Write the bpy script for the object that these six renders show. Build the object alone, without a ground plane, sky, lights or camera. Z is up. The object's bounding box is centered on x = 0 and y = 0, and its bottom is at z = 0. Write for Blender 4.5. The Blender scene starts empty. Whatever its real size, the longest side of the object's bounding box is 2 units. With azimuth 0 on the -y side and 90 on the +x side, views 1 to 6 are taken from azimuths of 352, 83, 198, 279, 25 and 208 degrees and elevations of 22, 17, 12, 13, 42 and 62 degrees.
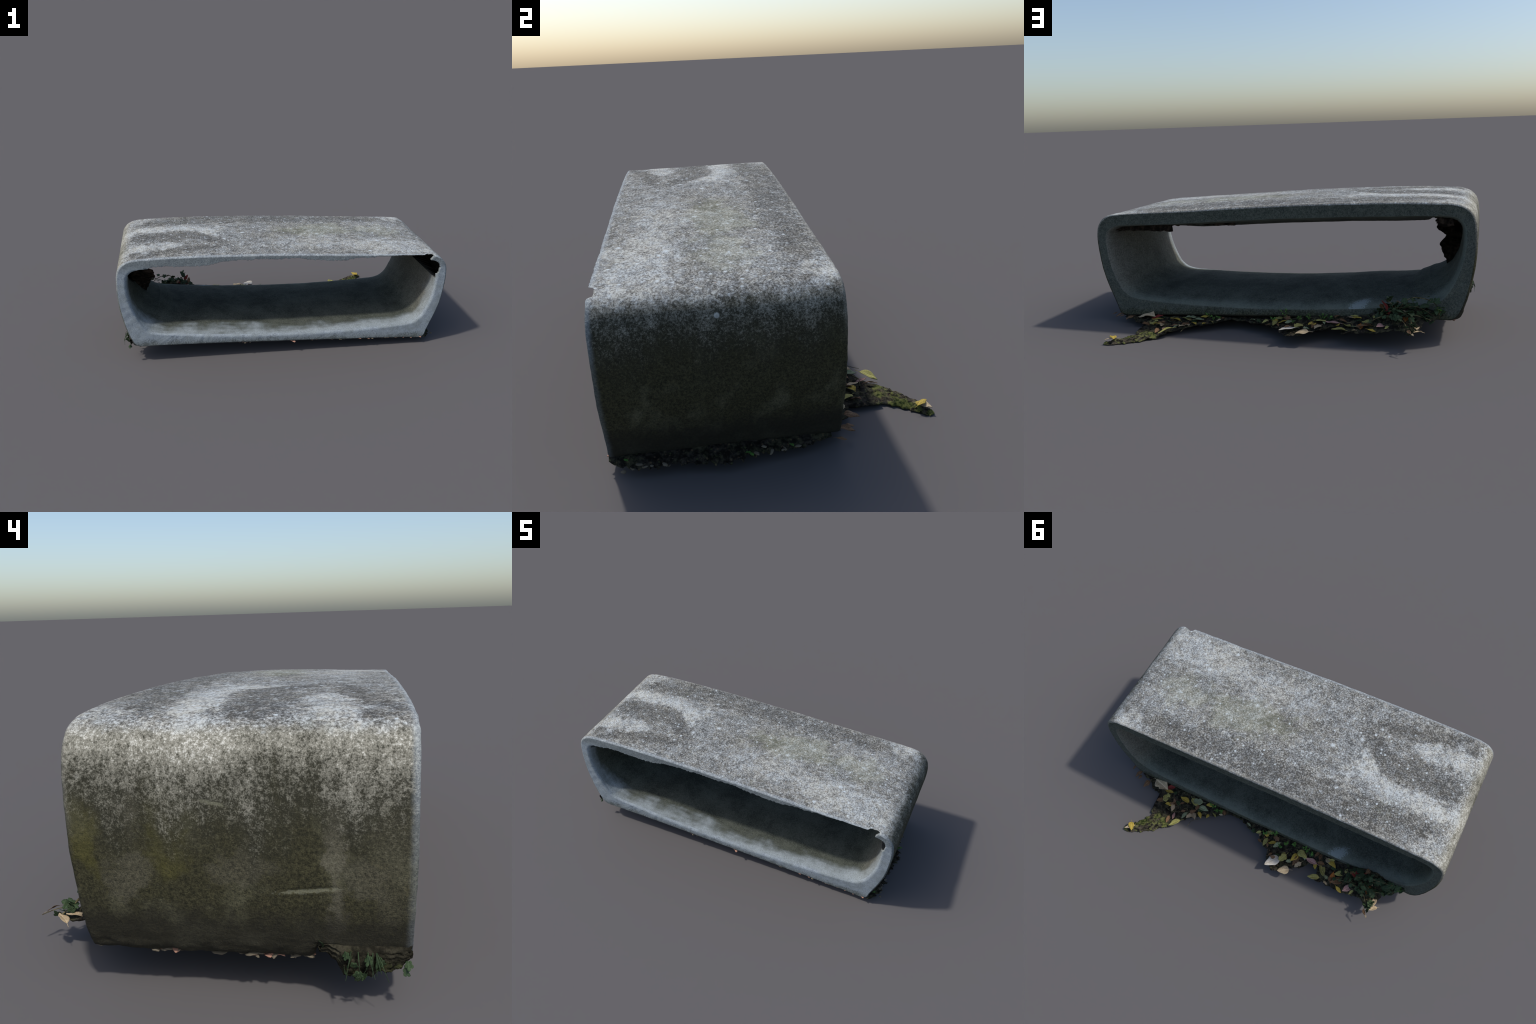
# A weathered, one-piece concrete loop bench (a flattened rounded tube, open front
# and back) tilted a little to one side, with crumbling edges and a fringe of
# leaf litter, moss, ivy and fallen autumn leaves along its foot.
import bpy, bmesh, math, random
import numpy as np
from mathutils import Vector, Matrix, noise as mnoise

rng = random.Random(11)
nrg = np.random.default_rng(11)

# ------------------------------------------------------------------ helpers
def n3(x, y, z, s=1.0, o=0.0):
    return mnoise.noise(Vector((x * s + o, y * s - o, z * s + 2 * o)))


def fbm(x, y, z, s=1.0, o=0.0, octaves=4):
    v, a, f = 0.0, 1.0, s
    for _ in range(octaves):
        v += a * n3(x, y, z, f, o)
        a *= 0.5
        f *= 2.1
    return v


def lerp_table(table, x):
    xs, ys = zip(*table)
    return float(np.interp(x, xs, ys))


def smooth(a, b, x):
    t = min(1.0, max(0.0, (x - a) / (b - a)))
    return t * t * (3 - 2 * t)


def new_object(name, mesh, parent=None):
    o = bpy.data.objects.new(name, mesh)
    bpy.context.scene.collection.objects.link(o)
    o.parent = parent
    return o


def mesh_from(name, verts, faces, mats, shade=True, slots=None):
    me = bpy.data.meshes.new(name)
    me.from_pydata([tuple(v) for v in verts], [], faces)
    for m in mats:
        me.materials.append(m)
    if slots is not None:
        me.polygons.foreach_set("material_index", slots)
    if shade:
        me.polygons.foreach_set("use_smooth", [True] * len(me.polygons))
    me.update()
    return me


# ------------------------------------------------------------------ node language
class S:
    """A socket with arithmetic, so that masks read as formulas."""

    def __init__(self, g, sock):
        self.g, self.s = g, sock

    def _m(self, op, *others, clamp=False):
        return self.g.math(op, self, *others, clamp=clamp)

    def __add__(self, o): return self._m("ADD", o)
    __radd__ = __add__
    def __sub__(self, o): return self._m("SUBTRACT", o)
    def __rsub__(self, o): return self.g.math("SUBTRACT", o, self)
    def __mul__(self, o): return self._m("MULTIPLY", o)
    __rmul__ = __mul__
    def __truediv__(self, o): return self._m("DIVIDE", o)
    def abs(self): return self._m("ABSOLUTE")
    def sqrt(self): return self._m("SQRT")
    def clamp(self): return self._m("ADD", 0.0, clamp=True)
    def step(self, a, b): return self.g.ramp(self, a, b)
    def max(self, o): return self._m("MAXIMUM", o)
    def min(self, o): return self._m("MINIMUM", o)


class Graph:
    def __init__(self, name):
        self.mat = bpy.data.materials.new(name)
        self.mat.use_nodes = True
        self.nt = self.mat.node_tree
        self.nt.nodes.clear()
        self.obj = self.node("ShaderNodeTexCoord").outputs["Object"]
        sep = self.node("ShaderNodeSeparateXYZ")
        self.nt.links.new(self.obj, sep.inputs[0])
        self.x, self.y, self.z = (S(self, sep.outputs[i]) for i in range(3))

    def node(self, kind, **kw):
        n = self.nt.nodes.new(kind)
        for k, v in kw.items():
            setattr(n, k, v)
        return n

    def put(self, sock, v):
        if isinstance(v, S):
            self.nt.links.new(v.s, sock)
        elif hasattr(v, "links"):
            self.nt.links.new(v, sock)
        elif v is not None:
            if sock.type == "RGBA" and len(v) == 3:
                v = (*v, 1.0)
            sock.default_value = v

    def math(self, op, *a, clamp=False):
        n = self.node("ShaderNodeMath", operation=op, use_clamp=clamp)
        for i, v in enumerate(a):
            self.put(n.inputs[i], v)
        return S(self, n.outputs[0])

    def ramp(self, v, a, b):
        n = self.node("ShaderNodeMapRange", interpolation_type="SMOOTHSTEP")
        self.put(n.inputs["Value"], v)
        flip = a > b
        n.inputs["From Min"].default_value = min(a, b)
        n.inputs["From Max"].default_value = max(a, b)
        n.inputs["To Min"].default_value = 1.0 if flip else 0.0
        n.inputs["To Max"].default_value = 0.0 if flip else 1.0
        return S(self, n.outputs[0])

    def vec(self, scale=(1, 1, 1), loc=(0, 0, 0)):
        n = self.node("ShaderNodeMapping")
        self.nt.links.new(self.obj, n.inputs["Vector"])
        n.inputs["Scale"].default_value = scale
        n.inputs["Location"].default_value = loc
        return n.outputs[0]

    def noise(self, scale, detail=4.0, rough=0.55, stretch=(1, 1, 1), loc=(0, 0, 0), dist=0.0):
        n = self.node("ShaderNodeTexNoise")
        self.put(n.inputs["Vector"], self.vec(stretch, loc))
        n.inputs["Scale"].default_value = scale
        n.inputs["Detail"].default_value = detail
        n.inputs["Roughness"].default_value = rough
        n.inputs["Distortion"].default_value = dist
        return S(self, n.outputs["Fac"])

    def voronoi(self, scale, feature="F1", out="Distance", stretch=(1, 1, 1), loc=(0, 0, 0), rnd=1.0):
        n = self.node("ShaderNodeTexVoronoi", feature=feature)
        self.put(n.inputs["Vector"], self.vec(stretch, loc))
        n.inputs["Scale"].default_value = scale
        n.inputs["Randomness"].default_value = rnd
        return S(self, n.outputs[out])

    def mix(self, fac, a, b, mode="MIX"):
        n = self.node("ShaderNodeMix", data_type="RGBA", blend_type=mode)
        self.put(n.inputs["Factor"], fac)
        self.put(n.inputs["A"], None) if False else None
        self.put(n.inputs[6], a)
        self.put(n.inputs[7], b)
        return S(self, n.outputs[2])

    def scale_color(self, col, k):
        """Multiply a colour by a scalar socket."""
        n = self.node("ShaderNodeVectorMath", operation="SCALE")
        self.put(n.inputs[0], col)
        self.put(n.inputs["Scale"], k)
        return S(self, n.outputs[0])

    def random(self):
        return S(self, self.node("ShaderNodeObjectInfo").outputs["Random"])

    def blob(self, axes, centre, radii, angle=0.0, warp=None, inner=0.55):
        """Soft ellipse mask in a plane given by two coordinate sockets."""
        a, b = axes
        da, db = a - centre[0], b - centre[1]
        c, s = math.cos(angle), math.sin(angle)
        u = (da * c + db * s) / radii[0]
        v = (db * c - da * s) / radii[1]
        d = (u * u + v * v).sqrt()
        if warp is not None:
            d = d + warp
        return self.ramp(d, 1.25, inner)

    def path(self, axes, pts, width, warp, edge=0.40):
        """Mask of a wandering band: distance to a polyline, ragged by warp."""
        a, b = axes
        best = None
        for (x0, y0, *_), (x1, y1, *_) in zip(pts, pts[1:]):
            dx, dy = x1 - x0, y1 - y0
            t = ((a - x0) * (dx / (dx * dx + dy * dy)) + (b - y0) * (dy / (dx * dx + dy * dy))).clamp()
            t = t.min(1.0)
            u, v = a - (t * dx + x0), b - (t * dy + y0)
            d = (u * u + v * v).sqrt()
            best = d if best is None else best.min(d)
        return self.ramp(best / width + warp, 1.0 + edge, 1.0 - edge)

    def finish(self, color, rough=0.9, height=None, strength=0.5, distance=0.004, spec=0.25, translucent=0.0):
        p = self.node("ShaderNodeBsdfPrincipled")
        self.put(p.inputs["Base Color"], color)
        self.put(p.inputs["Roughness"], rough)
        p.inputs["Specular IOR Level"].default_value = spec
        if height is not None:
            b = self.node("ShaderNodeBump")
            b.inputs["Strength"].default_value = strength
            b.inputs["Distance"].default_value = distance
            self.put(b.inputs["Height"], height)
            self.nt.links.new(b.outputs[0], p.inputs["Normal"])
        out = self.node("ShaderNodeOutputMaterial")
        shader = p.outputs[0]
        if translucent:
            t = self.node("ShaderNodeBsdfTranslucent")
            self.put(t.inputs["Color"], color)
            m = self.node("ShaderNodeMixShader")
            m.inputs[0].default_value = translucent
            self.nt.links.new(shader, m.inputs[1])
            self.nt.links.new(t.outputs[0], m.inputs[2])
            shader = m.outputs[0]
        self.nt.links.new(shader, out.inputs[0])
        return self.mat


# ------------------------------------------------------------------ bench dimensions
FRONT, BACK = -0.546, 0.203          # the two open faces (y)
R_OUT, R_IN = 0.011, 0.017           # edge rounding outside / inside
TILT = -0.0405                       # the seat drops towards +x

# stations round the tube, clockwise from the seat's left end:
# (outer x, outer z, inner x, inner z)
STATIONS = [
    (-0.60, 0.674, -0.60, 0.603), (-0.80, 0.672, -0.78, 0.606), (-0.90, 0.666, -0.846, 0.604),
    (-0.945, 0.650, -0.888, 0.598), (-0.976, 0.620, -0.914, 0.584), (-0.990, 0.582, -0.930, 0.561),
    (-0.996, 0.515, -0.936, 0.515), (-0.996, 0.454, -0.934, 0.465), (-0.989, 0.373, -0.924, 0.402),
    (-0.976, 0.297, -0.906, 0.342), (-0.957, 0.220, -0.877, 0.277), (-0.938, 0.165, -0.847, 0.232),
    (-0.918, 0.128, -0.818, 0.205), (-0.895, 0.113, -0.765, 0.190), (-0.78, 0.109, -0.68, 0.180),
    (-0.60, 0.102, -0.55, 0.167), (-0.40, 0.095, -0.40, 0.154), (-0.20, 0.087, -0.20, 0.141),
    (0.00, 0.079, 0.00, 0.132), (0.20, 0.070, 0.20, 0.129), (0.40, 0.061, 0.40, 0.130),
    (0.60, 0.052, 0.58, 0.135), (0.78, 0.043, 0.70, 0.141), (0.872, 0.040, 0.775, 0.148),
    (0.892, 0.052, 0.812, 0.158), (0.907, 0.094, 0.848, 0.184), (0.935, 0.160, 0.872, 0.216),
    (0.958, 0.222, 0.902, 0.280), (0.979, 0.295, 0.923, 0.350), (0.991, 0.366, 0.933, 0.420),
    (0.999, 0.437, 0.9345, 0.460), (0.998, 0.495, 0.928, 0.493), (0.990, 0.533, 0.915, 0.509),
    (0.971, 0.563, 0.895, 0.522), (0.948, 0.583, 0.861, 0.534), (0.915, 0.597, 0.82, 0.538),
    (0.861, 0.604, 0.75, 0.5425), (0.75, 0.611, 0.65, 0.547), (0.60, 0.620, 0.543, 0.553),
    (0.40, 0.632, 0.40, 0.561), (0.20, 0.644, 0.20, 0.573), (0.00, 0.655, 0.00, 0.584),
    (-0.20, 0.664, -0.20, 0.592), (-0.40, 0.670, -0.40, 0.599),
]
NS = len(STATIONS)


def resample_stations(count):
    """Smooth closed curve through the stations, evenly spaced along the outside."""
    P = np.array(STATIONS)
    fine = []
    sub = 40
    for i in range(NS):
        p0, p1, p2, p3 = (P[(i + k) % NS] for k in (-1, 0, 1, 2))
        d = [max(1e-4, np.linalg.norm(b[:2] - a[:2])) ** 0.5 for a, b in ((p0, p1), (p1, p2), (p2, p3))]
        m1 = d[1] * ((p1 - p0) / d[0] - (p2 - p0) / (d[0] + d[1]) + (p2 - p1) / d[1])
        m2 = d[1] * ((p2 - p1) / d[1] - (p3 - p1) / (d[1] + d[2]) + (p3 - p2) / d[2])
        for k in range(sub):
            t = k / sub
            fine.append((*((2 * t**3 - 3 * t**2 + 1) * p1 + (t**3 - 2 * t**2 + t) * m1 + (-2 * t**3 + 3 * t**2) * p2 + (t**3 - t**2) * m2), i + t))
    F = np.array(fine)
    F2 = np.vstack([F, F[:1]])
    F2[-1, 4] = NS
    seg = np.linalg.norm(np.diff(F2[:, :2], axis=0), axis=1) * 0.5 + np.linalg.norm(np.diff(F2[:, 2:4], axis=0), axis=1) * 0.5
    L = np.concatenate([[0], np.cumsum(seg)])
    want = np.linspace(0, L[-1], count, endpoint=False)
    return np.stack([np.interp(want, L, F2[:, k]) for k in range(5)], axis=1)


# how far the front lip of the seat still hangs down (m), along outer x on the seat
LIP = [(-0.86, 0.075), (-0.80, 0.052), (-0.78, 0.049), (-0.70, 0.053), (-0.59, 0.059), (-0.50, 0.063), (-0.42, 0.049),
       (-0.365, 0.036), (-0.31, 0.032), (-0.20, 0.028), (-0.04, 0.028), (0.06, 0.022), (0.13, 0.033), (0.22, 0.038),
       (0.28, 0.040), (0.36, 0.034), (0.45, 0.022), (0.54, 0.019), (0.63, 0.013), (0.72, 0.010), (0.84, 0.004), (0.90, 0.004)]
# the same on the right-hand top corner and wall, by station number
LIP_CORNER = [(30.0, 0.075), (30.4, 0.060), (30.9, 0.047), (31.5, 0.042), (32.2, 0.034), (33.0, 0.030), (33.8, 0.040), (34.6, 0.046), (34.9, 0.012), (35.1, 0.004)]


def lip_height(st, ox):
    """Depth of concrete left on the front face below the outer skin; big = intact."""
    if 30.0 <= st <= 35.0:
        h = lerp_table(LIP_CORNER, st)
    elif st > 35.0 or st < 2.5:
        h = lerp_table(LIP, ox)
    else:
        return 1.0
    if h < 0.07:
        h += 0.006 * n3(st * 9.0, ox * 60, 0, 1.0, 3.1) + 0.005 * n3(ox * 190, st * 5, 0, 1.0, 7.7)
    return max(0.003, h)


def hollow_start(st):
    """y in front of which the inner face has fallen away."""
    if 29.3 <= st < 37.0:
        y = np.interp(st, [29.3, 29.9, 30.4, 31.5, 34.0, 36.0, 37.0], [-0.60, -0.32, -0.04, 0.12, 0.16, 0.15, -0.11])
    elif st >= 37.0 or st < 0.6:
        y = -0.11
    elif st < 8.0:
        y = np.interp(st, [0.6, 1.2, 4.6, 5.4, 6.2, 7.2, 7.9, 8.0], [-0.11, 0.165, 0.16, 0.10, 0.02, -0.08, -0.20, -0.60])
    else:
        return -9.0
    return float(y) + 0.022 * n3(st * 6.0, 0, 0, 1.0, 9.0) + 0.010 * n3(st * 25.0, 0, 0, 1.0, 2.0)


def hollow_end(st):
    """y behind which the torn patch begins; the left wall keeps a whole front border."""
    if 4.6 < st < 8.0:
        y = float(np.interp(st, [4.6, 5.0, 6.0, 7.0, 8.0], [-0.56, -0.51, -0.44, -0.35, -0.24]))
        return y + 0.020 * n3(st * 7.0, 3, 0, 1.0, 4.0)
    return -9.0


def swell(y, st):
    """The walls are thickest half way through the tube, most of all at the high corner."""
    c, h = (FRONT + BACK) / 2, (BACK - FRONT) / 2
    k = float(np.interp(st, [0, 4, 5.5, 8.3, 9.4, 10.4, 11.5, 12.5, 13.5, 14.5, 15.5, 17.0, 18.5, 27, 30, 32, 37, 44], [0.062, 0.05, 0.022, 0.017, 0.030, 0.062, 0.099, 0.106, 0.088, 0.077, 0.068, 0.060, 0.057, 0.057, 0.047, 0.042, 0.060, 0.062]))
    return k * max(0.0, 1.0 - ((y - c) / h) ** 2)


def crown(x, y):
    """Slight camber of the seat, strongest towards the low end."""
    c, h = (FRONT + BACK) / 2, (BACK - FRONT) / 2
    return (0.004 + 0.0105 * math.exp(-((x - 0.43) / 0.46) ** 2)) * (1 + 0.5 * (y - c) / h) * smooth(0.93, 0.72, x) * smooth(-0.93, -0.8, x) * max(0.0, 1.0 - ((y - c) / h) ** 2)


N_S = 1200
ring = resample_stations(N_S)

Y_OUT = np.linspace(FRONT + R_OUT, BACK - R_OUT, 58)
Y_IN = np.concatenate([np.linspace(BACK - R_IN, FRONT + 0.09, 36)[:-1], np.linspace(FRONT + 0.09, FRONT + R_IN, 14)])
ARC = 5
FACE = 9


def wall_loop():
    """One loop round the wall's own section: list of (kind, y, outer offset, inner offset, f)."""
    loop = [("out", y) for y in Y_OUT]
    loop += [("arc_ob", a) for a in np.linspace(0, math.pi / 2, ARC + 2)[1:-1]]
    loop += [("back", f) for f in np.linspace(0, 1, FACE)]
    loop += [("arc_ib", a) for a in np.linspace(0, math.pi / 2, ARC + 2)[1:-1]]
    loop += [("in", y) for y in Y_IN]
    loop += [("arc_if", a) for a in np.linspace(0, math.pi / 2, ARC + 2)[1:-1]]
    loop += [("front", f) for f in np.linspace(1, 0, FACE)]
    loop += [("arc_of", a) for a in np.linspace(0, math.pi / 2, ARC + 2)[1:-1]]
    return loop


LOOP = wall_loop()
N_L = len(LOOP)


def build_bench_grid():
    V = np.zeros((N_S, N_L, 3))
    hollow = np.zeros((N_S, N_L), bool)
    for i, (ox, oz, ix, iz, st) in enumerate(ring):
        O, I = np.array([ox, oz]), np.array([ix, iz])
        T = float(np.linalg.norm(I - O))
        D = (I - O) / T
        lip = lip_height(st, ox)
        broken = lip < T - 0.004
        y_h = hollow_start(st)
        tf = min(T, lip) if broken else T
        ri = R_IN if not broken else min(0.003, tf * 0.4)
        rb = 0.005 if (st > 36.5 or st < 1.5) else R_IN
        ro = R_OUT if not broken else min(R_OUT, tf * 0.6)
        skin = 0.010 if (st > 35 or st < 2.5) else 0.009
        notch = 0.0
        if 34.4 < st or st < 0.5:
            notch = 0.004 * max(0, n3(ox * 55, 1, 2, 1, 4.4)) * smooth(0.45, 0.7, ox)
            notch += 0.019 * smooth(0.848, 0.866, ox) * smooth(0.922, 0.912, ox)
        front = FRONT + notch + 0.0012 * n3(ox * 30, oz * 30, 5)
        back = BACK + 0.0012 * n3(ox * 30, oz * 30, 9)
        for j, (kind, p) in enumerate(LOOP):
            if kind == "out":
                y, d = max(p, front + ro) if p < -0.5 else p, 0.0
            elif kind == "arc_ob":
                y, d = back - R_OUT + R_OUT * math.sin(p), R_OUT * (1 - math.cos(p))
            elif kind == "back":
                y, d = back, R_OUT + p * (T - R_OUT - rb)
            elif kind == "arc_ib":
                y, d = back - rb * (1 - math.cos(p)), T - rb + rb * math.sin(p)
            elif kind == "in":
                y, d = p, T + swell(p, st)
                if y < y_h:
                    y_e = hollow_end(st)
                    g = smooth(y_h, y_h - 0.012, y) * (smooth(y_e, y_e + 0.014, y) if y_e > -1 else 1.0)
                    lipblend = smooth(FRONT + 0.03, FRONT + 0.016, y)
                    target = skin + (tf - skin) * lipblend if broken else skin + (T - skin) * smooth(FRONT + 0.05, FRONT + 0.02, y)
                    d = d + (target - d) * g
                    hollow[i, j] = g > 0.5
                y = max(y, front + 0.004)
            elif kind == "arc_if":
                y, d = front + ri * (1 - math.sin(p)), tf - ri + ri * math.cos(p)
            elif kind == "front":
                y, d = front, ro + p * (tf - ro - ri)
            else:
                y, d = front + ro * (1 - math.sin(math.pi / 2 - p)), ro * (1 - math.cos(math.pi / 2 - p))
            c = O + D * d
            if kind == "out" and (st > 33.0 or st < 4.0):
                c[1] += crown(c[0], y)
            if kind == "out" and 24.2 < st < 31:
                c[0] += 0.005 * smooth(0.05, 0.12, c[1]) * smooth(0.38, 0.26, c[1]) * smooth(-0.50, -0.38, y) * smooth(0.17, 0.08, y)
            V[i, j] = (c[0], y, c[1])
    return V, hollow


def roughen(V, hollow):
    """Gentle waviness, pits and crumbly lower edges; also the cracks on the left wall."""
    flat = V.reshape(-1, 3)
    du = np.roll(V, -1, 0) - np.roll(V, 1, 0)
    dv = np.roll(V, -1, 1) - np.roll(V, 1, 1)
    N = np.cross(du, dv)
    N /= np.maximum(1e-9, np.linalg.norm(N, axis=2, keepdims=True))
    # make sure normals point out of the concrete: on the outer skin of the seat +z
    if N[0, 10, 2] < 0:
        N = -N
    out = V.copy()
    for i in range(N_S):
        st = ring[i, 4]
        side_foot = 9.5 < st < 13.2
        for j in range(N_L):
            x, y, z = V[i, j]
            h = 0.0016 * n3(x, y, z, 9, 1.0) + 0.0007 * n3(x, y, z, 38, 2.0) + 0.0004 * n3(x, y, z, 110, 5.0)
            if LOOP[j][0] == "out":
                if x < -0.88 and z < 0.6:
                    # long scrape low on the left wall, small one higher up, a crack near the front
                    ln = z - (0.301 + (y + 0.261) * -0.11)
                    h -= 0.003 * math.exp(-(ln / 0.0030) ** 2) * smooth(-0.39, -0.365, y) * smooth(-0.25, -0.28, y)
                    h += 0.0012 * math.exp(-((ln + 0.008) / 0.004) ** 2) * smooth(-0.39, -0.365, y) * smooth(-0.25, -0.28, y)
                    ln = z - (0.507 + (y + 0.101) * 0.2)
                    h -= 0.0025 * math.exp(-(ln / 0.004) ** 2) * smooth(-0.155, -0.145, y) * smooth(-0.09, -0.11, y)
                if side_foot:
                    k = smooth(0.20, 0.125, z)
                    h += k * (0.006 * fbm(x, y, z, 28, 6.0, 3) + 0.004)
            if hollow[i, j]:
                h *= 0.6
            out[i, j] = V[i, j] + N[i, j] * h
            if 10.8 < st < 14.6 and z < 0.175 and LOOP[j][0] == "out":
                # a bite out of the foot where the earth has fallen away
                gap = smooth(-0.392, -0.372, y) * smooth(-0.325, -0.345, y)
                out[i, j, 2] += gap * (0.168 + 0.010 * n3(y, z, 0, 70, 3) - z)
    return out


# ------------------------------------------------------------------ concrete materials
def grain_fields(g):
    """Salt-and-pepper of sand grains and lichen at three sizes."""
    fine = g.noise(320, 3, 0.65)
    mid = g.noise(130, 3, 0.6, loc=(3, 1, 2))
    coarse = g.noise(34, 4, 0.6, loc=(7, 2, 5))
    return fine, mid, coarse


RIM = (0.405, 0.46, 0.49)


def concrete_outer():
    g = Graph("weathered_concrete_skin")
    x, y, z = g.x, g.y, g.z
    fine, mid, coarse = grain_fields(g)
    warp = (g.noise(9, 5, 0.65) - 0.5) * 2.6 + (mid - 0.5) * 0.8
    # wander the stain coordinates so that every border is broken and branching
    wx = (g.noise(13, 5, 0.65, loc=(11, 2, 3)) - 0.5) * 0.16 + (g.noise(45, 3, 0.6, loc=(4, 9, 3)) - 0.5) * 0.05
    wy = (g.noise(13, 5, 0.65, loc=(5, 14, 6)) - 0.5) * 0.13 + (g.noise(45, 3, 0.6, loc=(9, 1, 7)) - 0.5) * 0.05
    xy = (x + wx, y + wy)
    # --- broad dark stains and pale drifts on the seat
    dark = g.blob(xy, (-0.68, -0.20), (0.24, 0.085), -0.12, warp)
    for c, r, a in [((-0.46, -0.24), (0.20, 0.05), -0.35), ((-0.55, 0.12), (0.30, 0.085), 0.0), ((-0.15, 0.13), (0.32, 0.10), 0.05),
                    ((0.20, 0.10), (0.30, 0.09), 0.0), ((0.60, 0.14), (0.22, 0.07), 0.05), ((-0.80, -0.48), (0.16, 0.05), 0.1),
                    ((-0.55, -0.42), (0.25, 0.06), 0.15), ((0.10, -0.16), (0.12, 0.05), 0.3)]:
        dark = dark.max(g.blob(xy, c, r, a, warp) * 0.85)
    ragged = (g.noise(15, 6, 0.7) - 0.5) * 4.2 + (mid - 0.5) * 0.7
    pale = g.path(xy, [(-0.97, -0.05), (-0.80, -0.05), (-0.64, -0.065), (-0.50, -0.095), (-0.40, -0.17)], 0.042, ragged)
    pale = pale.max(g.path(xy, [(-0.50, -0.08), (-0.38, -0.05), (-0.28, -0.03)], 0.030, ragged) * 0.45)
    pale = pale.max(g.path(xy, [(-0.97, -0.40), (-0.82, -0.38), (-0.66, -0.33)], 0.045, ragged) * 0.9)
    pale = pale.max(g.path(xy, [(-0.94, -0.50), (-0.95, 0.18)], 0.030, ragged) * 0.25)
    pale = pale.max(g.path(xy, [(-0.66, -0.065), (-0.56, -0.02), (-0.44, -0.06)], 0.026, ragged) * 0.7)
    pale = pale.max(g.path(xy, [(-0.84, -0.05), (-0.74, -0.01), (-0.62, 0.0)], 0.024, ragged) * 0.6)
    for c, r, a, k in [((0.72, -0.42), (0.28, 0.14), 0.0, 0.75), ((0.30, -0.34), (0.35, 0.10), 0.05, 0.45), ((0.72, -0.05), (0.20, 0.10), 0.0, 0.35),
                       ((0.85, 0.16), (0.12, 0.06), 0.0, 0.7), ((-0.86, 0.17), (0.14, 0.05), 0.0, 0.5)]:
        pale = pale.max(g.blob(xy, c, r, a, warp) * k)
    dark = dark.max(g.path(xy, [(-0.95, -0.22), (-0.84, -0.20), (-0.72, -0.16), (-0.58, -0.17), (-0.44, -0.25)], 0.055, ragged))
    dark = dark.max(g.path(xy, [(-0.80, 0.07), (-0.55, 0.08), (-0.25, 0.12), (0.05, 0.08)], 0.055, ragged) * 0.9)
    dark = dark * (1.0 - pale)
    yellow = g.blob(xy, (0.28, -0.12), (0.28, 0.11), 0.1, warp).max(g.blob(xy, (0.62, -0.12), (0.16, 0.10), 0.0, warp) * 0.8)
    olive = g.noise(6.5, 4, 0.6, loc=(1, 8, 3)).step(0.56, 0.72) * coarse.step(0.42, 0.62)

    tone = 0.39 + (coarse - 0.5) * 1.1 + (pale * 0.40) - (dark * 0.26) + (g.noise(15, 3, 0.6, loc=(2, 2, 9)) - 0.5) * 0.7 + (g.noise(26, 4, 0.6, loc=(6, 2, 1)) - 0.5) * 0.5
    # threshold of the grain against the tone makes dark pits between pale grains
    salt = (mid * 0.55 + fine * 0.45 - 0.5) * 4.8 + tone
    col = g.mix(salt.step(-0.10, 0.50), (0.072, 0.070, 0.064), (0.240, 0.240, 0.226))
    col = g.mix(salt.step(0.42, 1.05), col, (0.52, 0.535, 0.515))
    hue = g.noise(48, 3, 0.6, loc=(8, 1, 1))
    hue2 = g.noise(7, 3, 0.6, loc=(1, 5, 8))
    col = g.mix((hue * 0.6 + hue2 * 0.4).step(0.42, 0.62) * 0.55, col, g.mix(1.0, col, (1.04, 1.0, 0.90), "MULTIPLY"))
    col = g.mix((hue * 0.6 + hue2 * 0.4).step(0.56, 0.40) * 0.45, col, g.mix(1.0, col, (0.92, 1.0, 1.08), "MULTIPLY"))
    col = g.mix(yellow * 0.18, col, (0.40, 0.42, 0.27))
    col = g.mix(olive * 0.30, col, (0.15, 0.15, 0.085))
    spots = (g.voronoi(44) + (mid - 0.5) * 0.7).step(0.30, 0.16) * g.voronoi(44, out="Color").step(0.72, 0.80)
    spots = spots.max((g.voronoi(19, loc=(3, 3, 3)) + (mid - 0.5) * 0.8).step(0.24, 0.12) * g.voronoi(19, out="Color", loc=(3, 3, 3)).step(0.84, 0.88))
    col = g.mix(spots * 0.75, col, (0.62, 0.68, 0.70))
    rust = g.voronoi(70, loc=(4, 4, 4)).step(0.22, 0.12) * g.voronoi(70, out="Color", loc=(4, 4, 4)).step(0.90, 0.92)
    col = g.mix(rust * 0.6, col, (0.45, 0.27, 0.15))

    # --- the two end walls: algae from the shoulder down, with drips and rubbed patches
    side = z - (0.64 + x * TILT)               # 0 at the shoulder, negative down the wall
    streak = g.noise(1.0, 4, 0.6, stretch=(2, 8, 2.2), loc=(0, 0, 1)) - 0.5
    streak2 = g.noise(1.0, 3, 0.6, stretch=(2, 60, 3), loc=(3, 5, 1)) - 0.5
    wet = side + streak * 0.36 + streak2 * 0.05 + (coarse - 0.5) * 0.06 + (g.noise(6, 3, 0.5, loc=(9, 9, 2)) - 0.5) * 0.14 + 0.02
    right = x.step(0.2, 0.6)
    wet = wet - right * 0.085  # the dark tone starts higher up, close to the shoulder, on the right end
    algae = wet.step(-0.06, -0.33)
    deep = wet.step(-0.14, -0.36)
    end = x.abs().step(0.90, 0.965)
    low = side.step(-0.05, -0.1)
    algae = algae * end.max(low)
    smudge = g.noise(9, 4, 0.6, stretch=(1, 1, 0.8), loc=(2, 6, 4)).step(0.50, 0.72)
    moss = g.mix((mid * 0.5 + fine * 0.5).step(0.36, 0.66), (0.019, 0.019, 0.010), (0.078, 0.072, 0.036))
    moss = g.mix(smudge * (mid + fine - 0.55).clamp() * 0.9, moss, (0.17, 0.165, 0.105))
    yz = (y + wy * 0.7, z + wx * 0.9)
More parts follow.
